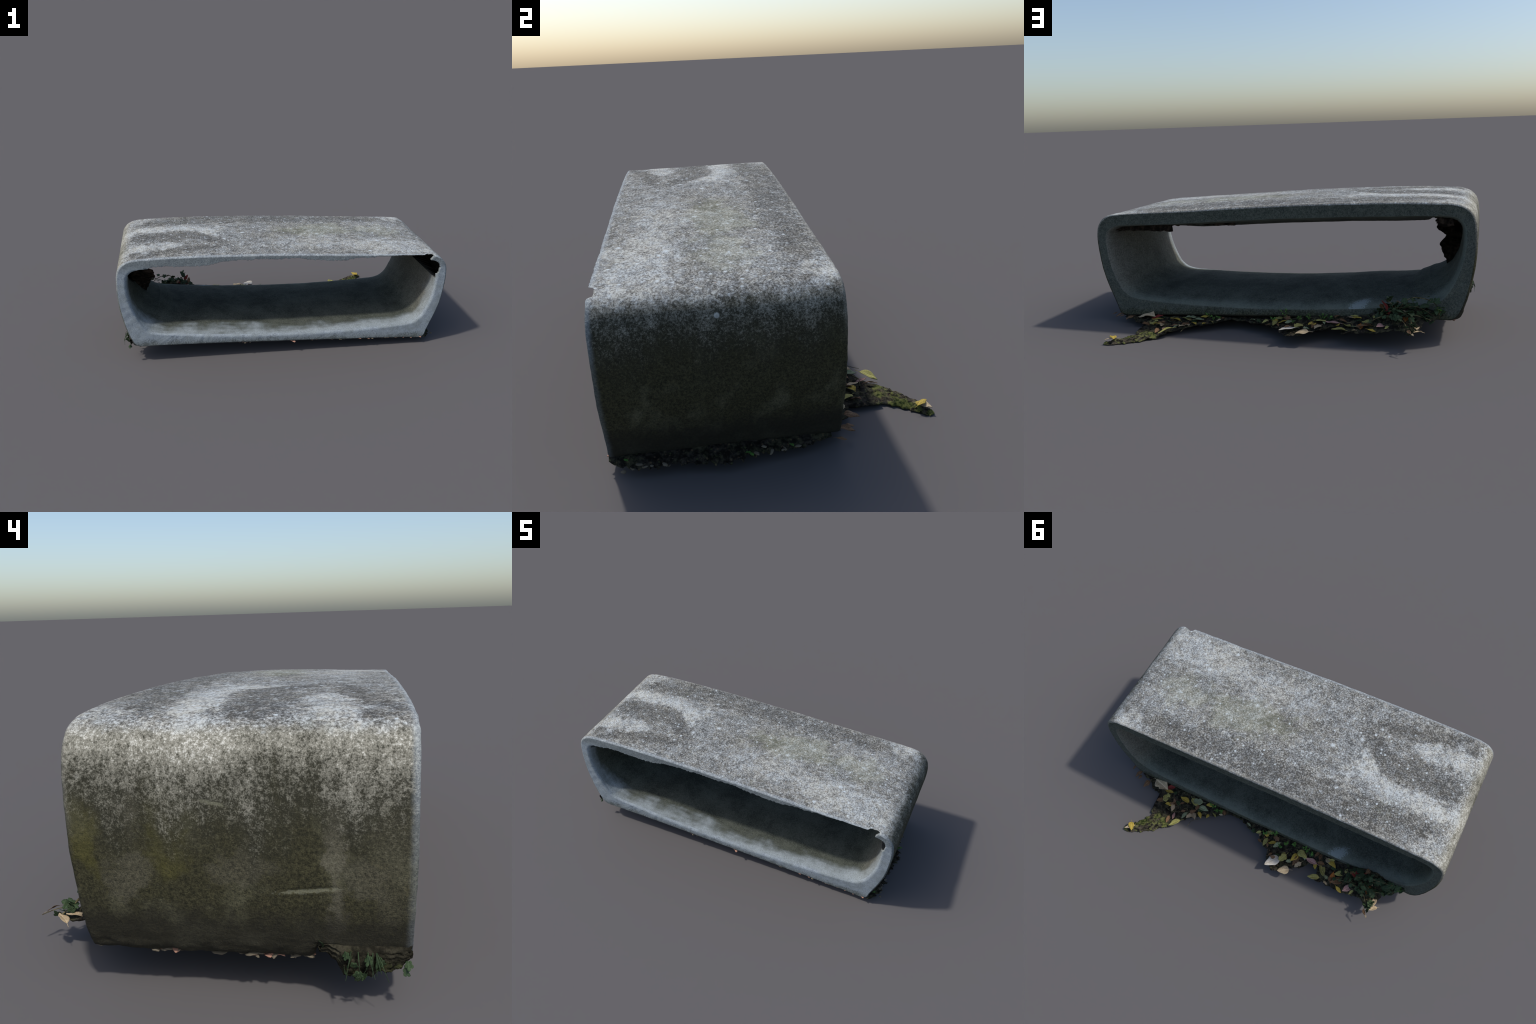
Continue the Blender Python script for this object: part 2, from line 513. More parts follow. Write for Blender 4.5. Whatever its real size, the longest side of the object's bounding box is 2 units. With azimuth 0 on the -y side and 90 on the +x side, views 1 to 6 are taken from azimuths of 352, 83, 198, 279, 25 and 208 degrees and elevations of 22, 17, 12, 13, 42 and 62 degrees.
    left = x.step(-0.8, -0.9)
    gold = g.blob(yz, (-0.03, 0.43), (0.055, 0.13), 0.0, warp).max(g.blob(yz, (0.165, 0.42), (0.035, 0.11), 0.0, warp))
    gold = gold.max(g.blob(yz, (0.0, 0.57), (0.02, 0.04), 0.0, warp))
    moss = g.mix(gold * left * (mid + fine * 0.4 - 0.2).clamp() * 0.75, moss, (0.115, 0.105, 0.022))
    pale_run = g.blob(yz, (-0.382, 0.42), (0.022, 0.20), 0.0, warp).max(g.blob(yz, (0.055, 0.53), (0.016, 0.10), 0.0, warp) * 0.8)
    pale_run = pale_run.max(g.blob(yz, (-0.50, 0.45), (0.06, 0.22), 0, warp) * 0.35).max(g.blob(yz, (-0.43, 0.33), (0.06, 0.06), 0, warp) * 0.6)
    pale_run = pale_run.max(g.blob(yz, (0.07, 0.32), (0.07, 0.05), 0, warp) * 0.6).max(g.blob(yz, (-0.17, 0.35), (0.08, 0.04), 0, warp) * 0.5)
    moss = g.mix(pale_run * left * (mid + fine - 0.55).clamp() * 0.95, moss, (0.20, 0.185, 0.14))
    foot = (z + (coarse - 0.5) * 0.12 - (0.20 + x * -0.04)).step(0.05, -0.05)
    moss = g.mix(foot * 0.75, moss, (0.022, 0.020, 0.015))
    fade = g.math("MULTIPLY", (wet - 0.005).min(0.0), 3.7)          # 0 at the shoulder, about -1 half way down
    salt_w = (mid * 0.5 + fine * 0.5 - 0.5) * 3.5 + (coarse - 0.5) * 0.8 + 0.60 + fade
    light_wall = g.mix(salt_w.step(-0.25, 0.75), (0.036, 0.035, 0.024), (0.29, 0.28, 0.23))
    light_wall = g.mix(salt_w.step(0.55, 1.15), light_wall, (0.66, 0.65, 0.59))
    col = g.mix((side + (coarse - 0.5) * 0.05).step(-0.005, -0.045) * end, col, light_wall)
    col = g.mix(algae * (0.72 + deep * 0.28), col, moss)
    # scratches rubbed pale
    straight = (y, z)
    scrape = g.blob(straight, (-0.32, 0.304), (0.062, 0.0055), -0.11, (mid - 0.5) * 4).max(g.blob(straight, (-0.128, 0.500), (0.026, 0.004), 0.2, (mid - 0.5) * 4))
    col = g.mix(scrape * left * 0.4, col, (0.24, 0.24, 0.17))
    lichen = g.voronoi(17, loc=(5, 1, 7)).step(0.17, 0.10) * g.voronoi(17, out="Color", loc=(5, 1, 7)).step(0.80, 0.84) * (end * wet.step(-0.26, -0.06))
    col = g.mix(lichen * 0.85, col, (0.66, 0.68, 0.64))

    # --- paler, finer arris along both open faces
    edge_f = (y + (fine - 0.5) * 0.012 + (coarse - 0.5) * 0.012).step(-0.524, -0.541)
    col = g.mix(edge_f * (1.0 - algae * 0.65) * 0.55, col, g.mix((fine * 0.6 + mid * 0.4).step(0.34, 0.60), (0.22, 0.25, 0.28), RIM))
    edge_b = (y + (fine - 0.5) * 0.012).step(0.184, 0.196)
    col = g.mix(edge_b * (1.0 - algae) * 0.28, col, (0.42, 0.40, 0.34))
    bump = salt * 0.6 + coarse * 0.5
    return g.finish(col, 0.93, bump, 0.45, 0.003)


def concrete_rim():
    g = Graph("smooth_concrete_rim")
    x, y, z = g.x, g.y, g.z
    fine, mid, coarse = grain_fields(g)
    grain = fine * 0.5 + mid * 0.35 + coarse * 0.15
    cloud = g.noise(11, 4, 0.6, loc=(6, 6, 1))
    col = g.mix((grain + (cloud - 0.5) * 0.5).step(0.36, 0.62), (0.21, 0.24, 0.27), RIM)
    # algae: on the seat edge and along the foot; the middle of the end walls is rubbed clean
    depth = z - (0.075 + x * -0.042)
    foot = (depth + (cloud - 0.5) * 0.10 + (mid - 0.5) * 0.04).step(0.055, 0.0)
    top = (z + (grain - 0.5) * 0.10 - (0.585 + x * TILT)).step(-0.05, 0.02)
    dirt = g.mix(grain.step(0.36, 0.64), (0.050, 0.058, 0.055), (0.21, 0.23, 0.22))
    soft = ((cloud + (mid - 0.5) * 0.4).step(0.40, 0.62)) * 0.55
    front = y.step(0.0, -0.2)
    col = g.mix((foot * 0.75).max(top * 0.72).max(soft), col, dirt)
    # back face tinted greener and darkened all over to its sky-lit shade
    green = g.mix(grain.step(0.38, 0.62), (0.025, 0.030, 0.022), (0.100, 0.108, 0.080))
    col = g.mix((1.0 - front) * (0.92 + foot * 0.08), col, green)
    foot_green = g.mix(mid.step(0.4, 0.6), (0.030, 0.033, 0.020), (0.075, 0.078, 0.048))
    col = g.mix(foot * (0.45 + (1.0 - front) * 0.4), col, foot_green)
    return g.finish(col, 0.92, grain * 1.2 + cloud * 0.4, 0.35, 0.002)


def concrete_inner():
    g = Graph("shade_darkened_concrete_inside")
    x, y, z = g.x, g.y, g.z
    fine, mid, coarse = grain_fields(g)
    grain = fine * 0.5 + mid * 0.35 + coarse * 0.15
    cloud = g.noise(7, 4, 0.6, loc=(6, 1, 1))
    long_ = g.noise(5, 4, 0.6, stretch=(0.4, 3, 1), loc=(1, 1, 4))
    col = g.mix((grain + (cloud - 0.5) * 0.4).step(0.34, 0.66), (0.026, 0.030, 0.023), (0.096, 0.104, 0.084))  # base darkened for the baked shade inside the tube
    # rim highlight painted pale towards the open faces, with a broken boundary
    highlight_f = (y + (cloud - 0.5) * 0.20 + (long_ - 0.5) * 0.16 + (mid - 0.5) * 0.05).step(-0.445, -0.548)
    highlight_b = (y + (cloud - 0.5) * 0.08 + (mid - 0.5) * 0.03).step(0.12, 0.20)
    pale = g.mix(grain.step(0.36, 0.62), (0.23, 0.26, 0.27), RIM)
    col = g.mix(highlight_f * 0.75, col, pale)
    col = g.mix(highlight_b * 0.28, col, (0.22, 0.26, 0.225))
    # brownish right wall
    col = g.mix(x.step(0.78, 0.93) * (1.0 - highlight_f * 0.6) * 0.6, col, g.mix(grain.step(0.36, 0.62), (0.085, 0.080, 0.068), (0.23, 0.215, 0.185)))
    # limewash scuff near the back edge of the floor
    scuff = g.blob((x, y), (-0.447, 0.178), (0.055, 0.03), 0.6, (mid - 0.5) * 3 + (cloud - 0.5) * 2)
    col = g.mix(scuff * z.step(0.25, 0.2) * 0.45, col, (0.36, 0.42, 0.43))
    return g.finish(col, 0.92, grain * 1.2 + cloud * 0.4, 0.35, 0.002)


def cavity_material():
    g = Graph("cavity_painted_shadow")
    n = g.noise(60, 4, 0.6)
    return g.finish(g.mix(n.step(0.4, 0.7), (0.006, 0.006, 0.005), (0.020, 0.018, 0.014)), 0.98, n, 0.6, 0.004, spec=0.05)  # near-black colour gives the hollow its lack of light


# ------------------------------------------------------------------ bench
bench = new_object("concrete_bench", None)
bench["label"] = "weathered grey concrete loop bench with mossy ends and leaf litter"
bench["category"] = "bench"

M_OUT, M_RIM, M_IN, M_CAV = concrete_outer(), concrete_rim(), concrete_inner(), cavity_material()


def build_bench():
    V, hollow = build_bench_grid()
    V = roughen(V, hollow)
    kinds = [k for k, _ in LOOP]
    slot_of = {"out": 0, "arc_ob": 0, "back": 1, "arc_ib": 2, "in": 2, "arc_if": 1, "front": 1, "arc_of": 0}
    # smooth normals of the whole surface
    idx = np.arange(N_S * N_L).reshape(N_S, N_L)
    a, b = idx, np.roll(idx, -1, 0)
    c, d = np.roll(b, -1, 1), np.roll(idx, -1, 1)
    quads = np.stack([a, d, c, b], axis=-1).reshape(-1, 4)
    pts = V.reshape(-1, 3)
    fn = np.cross(pts[quads[:, 2]] - pts[quads[:, 0]], pts[quads[:, 3]] - pts[quads[:, 1]])
    top_q = 0 * N_L + 10
    if fn[top_q, 2] < 0:
        quads = quads[:, ::-1]
        fn = -fn
    vn = np.zeros_like(pts)
    for k in range(4):
        np.add.at(vn, quads[:, k], fn)
    vn /= np.maximum(1e-12, np.linalg.norm(vn, axis=1, keepdims=True))
    hol = hollow.reshape(-1)
    slots = np.array([slot_of[kinds[j]] for j in range(N_L)])
    st = ring[:, 4]
    regions = {
        "seat": (st >= 34.0) | (st < 2.6),
        "side_panel": (st >= 2.6) & (st < 13.3),
        "base_slab": (st >= 13.3) & (st < 24.0),
        "side_panel.001": (st >= 24.0) & (st < 34.0),
    }
    for name, mask in regions.items():
        rows = np.where(mask)[0]
        qm = np.repeat(mask, N_L)
        sub = quads[qm]
        used, inv = np.unique(sub, return_inverse=True)
        inv = inv.reshape(-1, 4)
        face_slot = np.tile(slots, len(rows))
        first = sub
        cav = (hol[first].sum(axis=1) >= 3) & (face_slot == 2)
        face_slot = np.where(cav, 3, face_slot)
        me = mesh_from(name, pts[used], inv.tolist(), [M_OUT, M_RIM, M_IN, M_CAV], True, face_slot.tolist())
        me.normals_split_custom_set_from_vertices(vn[used].tolist())
        new_object(name, me, bench)


build_bench()


# ------------------------------------------------------------------ soil and litter
def soil_material():
    g = Graph("dark_leaf_mould")
    a = g.noise(55, 5, 0.65)
    b = g.noise(16, 4, 0.6, loc=(4, 4, 1))
    col = g.mix(a.step(0.38, 0.68), (0.010, 0.009, 0.007), (0.055, 0.047, 0.036))
    bits = g.voronoi(85, out="Color")
    shard = g.voronoi(85).step(0.45, 0.2)
    col = g.mix(bits.step(0.62, 0.72) * shard * 0.75, col, (0.12, 0.085, 0.05))
    col = g.mix(bits.step(0.26, 0.18) * shard * 0.55, col, (0.085, 0.10, 0.04))
    arm = (g.y.step(0.36, 0.42) * g.x.step(0.4, 0.5))
    green = (b + (a - 0.5) * 0.6).step(0.46, 0.60)
    moss = g.mix(a.step(0.4, 0.62), (0.025, 0.040, 0.008), (0.14, 0.155, 0.040))
    col = g.mix(arm * a.step(0.35, 0.7) * 0.7, col, (0.13, 0.11, 0.075))
    col = g.mix(green * (0.12 + arm * 0.65), col, moss)
    return g.finish(col, 0.95, a + b * 0.5, 0.8, 0.006, spec=0.1)


M_SOIL = soil_material()

# depth of the litter apron behind the bench, as y of its outer border along x
APRON = [(-0.85, 0.200), (-0.81, 0.245), (-0.765, 0.262), (-0.74, 0.340), (-0.70, 0.372), (-0.66, 0.335), (-0.55, 0.352), (-0.50, 0.350),
         (-0.43, 0.345), (-0.385, 0.355), (-0.37, 0.275), (-0.315, 0.280), (-0.28, 0.325), (-0.215, 0.350), (-0.18, 0.395), (-0.13, 0.405),
         (-0.075, 0.350), (-0.06, 0.305), (0.00, 0.285), (0.025, 0.240), (0.095, 0.240), (0.16, 0.209), (0.24, 0.209), (0.33, 0.264),
         (0.40, 0.296), (0.48, 0.352), (0.53, 0.385), (0.60, 0.41), (0.69, 0.40), (0.705, 0.275), (0.76, 0.262), (0.80, 0.225), (0.86, 0.206)]


def soil_z(x, y):
    return 0.064 - 0.045 * x - 0.080 * (y - 0.2)


def soil_top(x, y):
    near = math.exp(-((y - 0.205) / 0.045) ** 2)
    mound = near * (0.070 * math.exp(-((x + 0.68) / 0.15) ** 2) + 0.020 * smooth(0.05, -0.25, x) + 0.010 * smooth(0.1, 0.4, x))
    mound += 0.034 * math.exp(-((x + 0.64) / 0.13) ** 2 - ((y - 0.285) / 0.055) ** 2)
    return soil_z(x, y) + mound + 0.007 * fbm(x, y, 0, 24, 2.0, 4)


def sheet(name, top_pts, thick, parent, mats=None):
    """Closed crumbly sheet: a grid of top points plus an underside."""
    nu, nv = len(top_pts), len(top_pts[0])
    verts = [p for r in top_pts for p in r]
    under = []
    for i, r in enumerate(top_pts):
        for j, p in enumerate(r):
            e = 0.35 if (i in (0, nu - 1) or j in (0, nv - 1)) else 1.0
            t = thick(p) * e
            under.append((p[0], p[1], max(0.0, p[2] - t)))
    n = len(verts)
    faces = []
    for i in range(nu - 1):
        for j in range(nv - 1):
            q = (i * nv + j, (i + 1) * nv + j, (i + 1) * nv + j + 1, i * nv + j + 1)
            faces.append(q)
            faces.append(tuple(n + k for k in reversed(q)))
    border = [(i, 0) for i in range(nu)] + [(nu - 1, j) for j in range(1, nv)] + [(i, nv - 1) for i in range(nu - 2, -1, -1)] + [(0, j) for j in range(nv - 2, 0, -1)]
    b = [i * nv + j for i, j in border]
    for k in range(len(b)):
        p, q = b[k], b[(k + 1) % len(b)]
        faces.append((q, p, n + p, n + q))
    me = mesh_from(name, verts + under, faces, mats or [M_SOIL])
    bm = bmesh.new()
    bm.from_mesh(me)
    bmesh.ops.recalc_face_normals(bm, faces=bm.faces)
    bm.to_mesh(me)
    bm.free()
    o = new_object(name, me, parent)
    return o


def build_apron():
    rows = []
    for i in range(420):
        x = -0.85 + 1.71 * i / 419
        ye = lerp_table(APRON, x) + 0.010 * fbm(x, 0, 0, 45, 5.0, 3)
        ye = max(0.200, ye)
        row = []
        for j in range(26):
            f = j / 25
            y = 0.150 + (ye - 0.150) * f
            xx = x + 0.006 * n3(x, y, 0, 60, 8) * f
            z = soil_top(xx, y) - 0.003 * smooth(0.8, 1.0, f)
            row.append((xx, y, max(0.002, z)))
        rows.append(row)
    o = sheet("leaf_litter_soil", rows, lambda p: 0.006 + 0.003 * n3(*p, 30, 4), bench)
    o["kind"] = "stuff"
    return o


def build_moss_arm():
    """A strip of mossy turf running out from the apron to a point on the ground."""
    spine = [(0.595, 0.345, 0.030), (0.610, 0.400, 0.023), (0.648, 0.455, 0.018), (0.705, 0.508, 0.015), (0.745, 0.540, 0.013), (0.780, 0.562, 0.005)]
    width = [0.075, 0.068, 0.048, 0.034, 0.027, 0.016]
    P = np.array(spine)
    rows = []
    n = 110
    for i in range(n):
        t = i / (n - 1) * (len(spine) - 1)
        k = np.arange(len(spine))
        c = np.array([np.interp(t, k, P[:, q]) for q in range(3)])
        w = float(np.interp(t, k, width)) * (1 + 0.25 * n3(t * 3, 0, 0, 1, 3))
        t2 = min(t + 0.05, len(spine) - 1)
        c2 = np.array([np.interp(t2, k, P[:, q]) for q in range(3)])
        c1 = np.array([np.interp(t2 - 0.05, k, P[:, q]) for q in range(3)])
        dr = c2 - c1
        nx, ny = -dr[1], dr[0]
        L = math.hypot(nx, ny)
        nx, ny = nx / L, ny / L
        row = []
        for j in range(25):
            v = j / 24 * 2 - 1
            x, y = c[0] + nx * w * v, c[1] + ny * w * v
            x += 0.010 * fbm(x, y, 1, 40, 2, 3)
            y += 0.010 * fbm(x, y, 1, 40, 7, 3)
            y = min(y, 0.568)
            z = c[2] - 0.012 * abs(v) ** 2.2 + 0.008 * fbm(x, y, 0, 35, 1.0, 4)
            row.append((x, y, max(0.0015, z)))
        rows.append(row)
    o = sheet("moss_turf", rows, lambda p: 0.010, bench)
    o["kind"] = "stuff"


def build_side_litter():
    """Crumbled soil along the foot of the right wall and tufted earth at the left front corner."""
    prof = [(-0.545, 0.012), (-0.50, 0.055), (-0.45, 0.068), (-0.40, 0.072), (-0.35, 0.062), (-0.29, 0.076), (-0.22, 0.092), (-0.16, 0.096), (-0.10, 0.075), (-0.03, 0.062), (0.03, 0.058), (0.10, 0.045), (0.15, 0.018), (0.17, 0.01)]
    rows = []
    for i in range(240):
        y = -0.545 + 0.715 * i / 239
        w = 0.92 * lerp_table(prof, y) * (1 + 0.45 * fbm(0, y, 0, 50, 4.0, 3))
        row = []
        for j in range(16):
            f = j / 15
            x = 0.865 + (0.022 + w) * f
            z = 0.060 - 0.020 * f + 0.007 * fbm(x, y, 0, 38, 3.0, 4)
            row.append((x, y, max(0.004, z)))
        rows.append(row)
    o = sheet("leaf_litter_soil", rows, lambda p: 0.006, bench)
    o["kind"] = "stuff"
    # torn clump of earth and roots bulging from the left front corner
    drop = [(-0.545, 0.035), (-0.51, 0.075), (-0.475, 0.085), (-0.43, 0.104), (-0.395, 0.098), (-0.378, 0.060), (-0.360, 0.035), (-0.335, 0.03)]
    rows = []
    for i in range(130):
        y = -0.541 + 0.20 * i / 129
        k = lerp_table(drop, y) * (1 + 0.16 * fbm(0, y, 0, 60, 2.0, 3))
        row = []
        for j in range(26):
            f = j / 25
            z = 0.185 - (k - 0.012) * f - 0.02 * (1 - k / 0.118)
            bulge = math.sin(min(1.0, f * 1.15) * math.pi * 0.75) * k / 0.118
            x = -0.926 - 0.020 * smooth(0.0, 0.4, f) + 0.014 * f - 0.012 * bulge - 0.010 * fbm(0, y, f * 0.15, 32, 9.0, 4) * (0.2 + 0.8 * f)
            row.append((x, y + 0.006 * n3(0, y, f * 3, 40, 2), z))
        rows.append(row)
    g = Graph("dark_root_earth")
    n = g.noise(45, 5, 0.65)
    b = g.noise(14, 3, 0.6, loc=(2, 2, 2))
    col = g.mix(n.step(0.38, 0.68), (0.014, 0.013, 0.009), (0.052, 0.047, 0.032))
    col = g.mix(b.step(0.52, 0.66) * n.step(0.4, 0.6) * 0.6, col, (0.060, 0.070, 0.024))
    mat = g.finish(col, 0.96, n + b, 0.9, 0.008, spec=0.08)
    o = sheet("root_clump", rows, lambda p: 0.010, bench, [mat])
    o["kind"] = "stuff"


apron = build_apron()
build_moss_arm()
build_side_litter()


# ------------------------------------------------------------------ leaves
def leaf_material(name, dark, light, vein=None, trans=0.12):
    g = Graph(name)
    r = g.random()
    n = g.noise(30, 4, 0.6)
    m = g.noise(9, 3, 0.6, loc=(2, 1, 1))
    col = g.mix((n * 0.6 + m * 0.4).step(0.34, 0.66), dark, light)
    mid = g.y.abs().step(0.035, 0.012)
    ribs = (g.node("ShaderNodeTexWave", wave_type="BANDS", bands_direction="X"))
    g.put(ribs.inputs["Vector"], g.vec((1, 1, 1)))
    ribs.inputs["Scale"].default_value = 3.2
    ribs.inputs["Distortion"].default_value = 1.0
    rib = S(g, ribs.outputs["Fac"]).step(0.85, 1.0)
    vcol = vein or tuple(min(1, c * 1.5) for c in light)
    col = g.mix(mid.max(rib * 0.35) * 0.5, col, vcol)
    col = g.scale_color(col, 0.72 + r * 0.5)
    return g.finish(col, 0.65, n, 0.3, 0.05, spec=0.3, translucent=trans)


MATS = {
    "yellow": leaf_material("yellow_leaf", (0.34, 0.23, 0.03), (0.55, 0.42, 0.08)),
    "lime": leaf_material("lime_leaf", (0.24, 0.22, 0.05), (0.46, 0.43, 0.15)),
    "pale_green": leaf_material("pale_green_leaf", (0.20, 0.25, 0.13), (0.42, 0.47, 0.28)),
    "brown": leaf_material("brown_leaf", (0.08, 0.042, 0.02), (0.26, 0.15, 0.075)),
    "tan": leaf_material("tan_leaf", (0.33, 0.24, 0.14), (0.56, 0.45, 0.29)),
    "pink": leaf_material("pink_leaf", (0.30, 0.15, 0.13), (0.50, 0.31, 0.27)),
    "red": leaf_material("red_leaf", (0.20, 0.022, 0.02), (0.38, 0.06, 0.05)),
    "orange": leaf_material("orange_leaf", (0.34, 0.10, 0.02), (0.48, 0.20, 0.05)),
    "white": leaf_material("bleached_leaf", (0.60, 0.55, 0.47), (0.76, 0.71, 0.62), vein=(0.42, 0.34, 0.22), trans=0.05),
    "ivy": leaf_material("ivy_leaf", (0.018, 0.036, 0.016), (0.060, 0.100, 0.040), vein=(0.10, 0.15, 0.08)),
    "green": leaf_material("green_leaf", (0.045, 0.12, 0.018), (0.11, 0.25, 0.05)),
}
g_ = Graph("twig_bark")
M_TWIG = g_.finish(g_.mix(g_.noise(60, 3, 0.6).step(0.4, 0.6), (0.05, 0.04, 0.02), (0.16, 0.14, 0.07)), 0.9)


def leaf_mesh(name, mat, width=0.5, tip=0.7, curl=0.3, fold=0.2, lobes=0, seed=0):
    """Leaf of unit length along x with a fold, a curl, wavy margin, stalk and real thickness."""
    nu, nv = 15, 9
    rows = []
    for i in range(nu):
        u = i / (nu - 1)
        w = width * 0.5 * (math.sin(math.pi * u**tip) ** 0.85) if 0 < u < 1 else 0.004
        if lobes:
            w *= 0.72 + 0.42 * abs(math.sin(u * math.pi * lobes))
        w *= 1 + 0.12 * n3(u * 4, seed, 0, 1, 1.0)
        row = []
        for j in range(nv):
            v = j / (nv - 1) * 2 - 1
            y = w * v
            z = fold * abs(y) + curl * (0.25 - (u - 0.5) ** 2) * 0.5 + 0.05 * n3(u * 3, v * 2, seed, 1, 3.0) + curl * 0.35 * v * v * w * math.sin(u * 5 + seed)
            row.append((u - 0.5, y, z))
        rows.append(row)
    th = 0.014
    verts = [p for r in rows for p in r]
    n = len(verts)
    verts += [(p[0], p[1], p[2] - th) for p in verts]
    faces = []
    for i in range(nu - 1):
        for j in range(nv - 1):
            q = (i * nv + j, (i + 1) * nv + j, (i + 1) * nv + j + 1, i * nv + j + 1)
            faces += [q, tuple(n + k for k in reversed(q))]
    border = [i * nv for i in range(nu)] + [(nu - 1) * nv + j for j in range(1, nv)] + [i * nv + nv - 1 for i in range(nu - 2, -1, -1)] + [j for j in range(nv - 2, 0, -1)]
    for k in range(len(border)):
        p, q = border[k], border[(k + 1) % len(border)]
        faces.append((q, p, n + p, n + q))
    # stalk
    base = len(verts)
    z0 = rows[0][nv // 2][2] - th / 2
    for k in range(4):
        f = k / 3
        cx, cz = -0.5 - 0.28 * f, z0 - 0.05 * f * f
        for s in range(4):
            a = s * math.pi / 2
            verts.append((cx, 0.05 * f * math.sin(seed) + 0.013 * math.cos(a), cz + 0.013 * math.sin(a)))
    for k in range(3):
        for s in range(4):
            a, b = base + k * 4 + s, base + k * 4 + (s + 1) % 4
            faces.append((a, b, b + 4, a + 4))
    faces.append((base + 12, base + 13, base + 14, base + 15))
    return mesh_from(name, verts, faces, [mat])


def ivy_mesh(name, mat, seed=0):
    """Five-lobed ivy leaf of unit length, cupped."""
    outline = []
    for k in range(40):
        a = -math.pi + 2 * math.pi * k / 40
        lob = abs(math.cos(2.5 * a)) ** 0.7
        r = 0.28 + 0.24 * lob * (0.75 + 0.25 * math.cos(a))
        r *= 1 + 0.1 * n3(k * 0.6, seed, 0, 1, 2)
        outline.append((r * math.cos(a), r * math.sin(a)))
    verts, faces, th = [], [], 0.016
    for ringk in range(4):
        f = (ringk + 1) / 4
        for x, y in outline:
            z = 0.30 * (x * f) ** 2 - 0.25 * (y * f) ** 2 + 0.05 * n3(x * f * 4, y * f * 4, seed, 1, 1)
            verts.append((x * f, y * f, z))
    verts.append((0, 0, 0.02))
    n = len(verts)
    verts += [(x, y, z - th) for x, y, z in verts]
    for ringk in range(3):
        for k in range(40):
            q = (ringk * 40 + k, (ringk + 1) * 40 + k, (ringk + 1) * 40 + (k + 1) % 40, ringk * 40 + (k + 1) % 40)
            faces += [q, tuple(n + i for i in reversed(q))]
    for k in range(40):
        q = (n - 1, k, (k + 1) % 40)
        faces += [q, tuple(n + i for i in reversed(q))]
        p, q = 120 + k, 120 + (k + 1) % 40
        faces.append((p, n + p, n + q, q))
    return mesh_from(name, verts, faces, [mat])


SHAPES = {}
for key, m in MATS.items():
    if key == "ivy":
        SHAPES[key] = [ivy_mesh(f"ivy_leaf_shape_{k}", m, k) for k in range(3)] + [leaf_mesh("ivy_oval", m, 0.62, 0.75, 0.5, 0.1, 0, 5)]
    else:
        SHAPES[key] = [leaf_mesh(f"{key}_leaf_shape_{k}", m, w, t, c, f, l, s) for k, (w, t, c, f, l, s) in enumerate(
            [(0.50, 0.75, 0.5, 0.25, 0, 1), (0.62, 0.65, 0.8, 0.1, 0, 2), (0.42, 0.9, -0.5, 0.3, 0, 3), (0.58, 0.8, 0.6, 0.2, 2, 4)])]
WHITE = leaf_mesh("bleached_leaf_shape", MATS["white"], 0.66, 0.70, 0.25, 0.10, 0, 2)

litter = apron


def join(objects, name, parent=bench):
    """Fuse small pieces into one part that counts as stuff."""
    bm = bmesh.new()
    mats, slots = [], []
    for o in objects:
        mat = o.data.materials[0]
        if mat not in mats:
            mats.append(mat)
        n0 = len(bm.faces)
        part = o.data.copy()
        part.transform(Matrix.LocRotScale(o.location, o.rotation_euler, o.scale))
        bm.from_mesh(part)
        bpy.data.meshes.remove(part)
        bm.faces.ensure_lookup_table()
        for f in bm.faces[n0:]:
            f.material_index = mats.index(mat)
            f.smooth = True
    for o in objects:
        bpy.data.objects.remove(o)
    me = bpy.data.meshes.new(name)
    bm.to_mesh(me)
    bm.free()
    for m in mats:
        me.materials.append(m)
    o = new_object(name, me, parent)
    o["kind"] = "stuff"
    return o




def place_leaf(key, x, y, z, length, yaw, pitch=0.0, roll=0.0, mesh=None, name="leaf"):
    me = mesh or rng.choice(SHAPES[key])
    o = bpy.data.objects.new(name, me)
    bpy.context.scene.collection.objects.link(o)
    o.parent = litter
    o.location = (x, y, z)
    o.rotation_euler = (roll, pitch, yaw)
    s = length
    o.scale = (s, s * rng.uniform(0.85, 1.15), s)
    return o


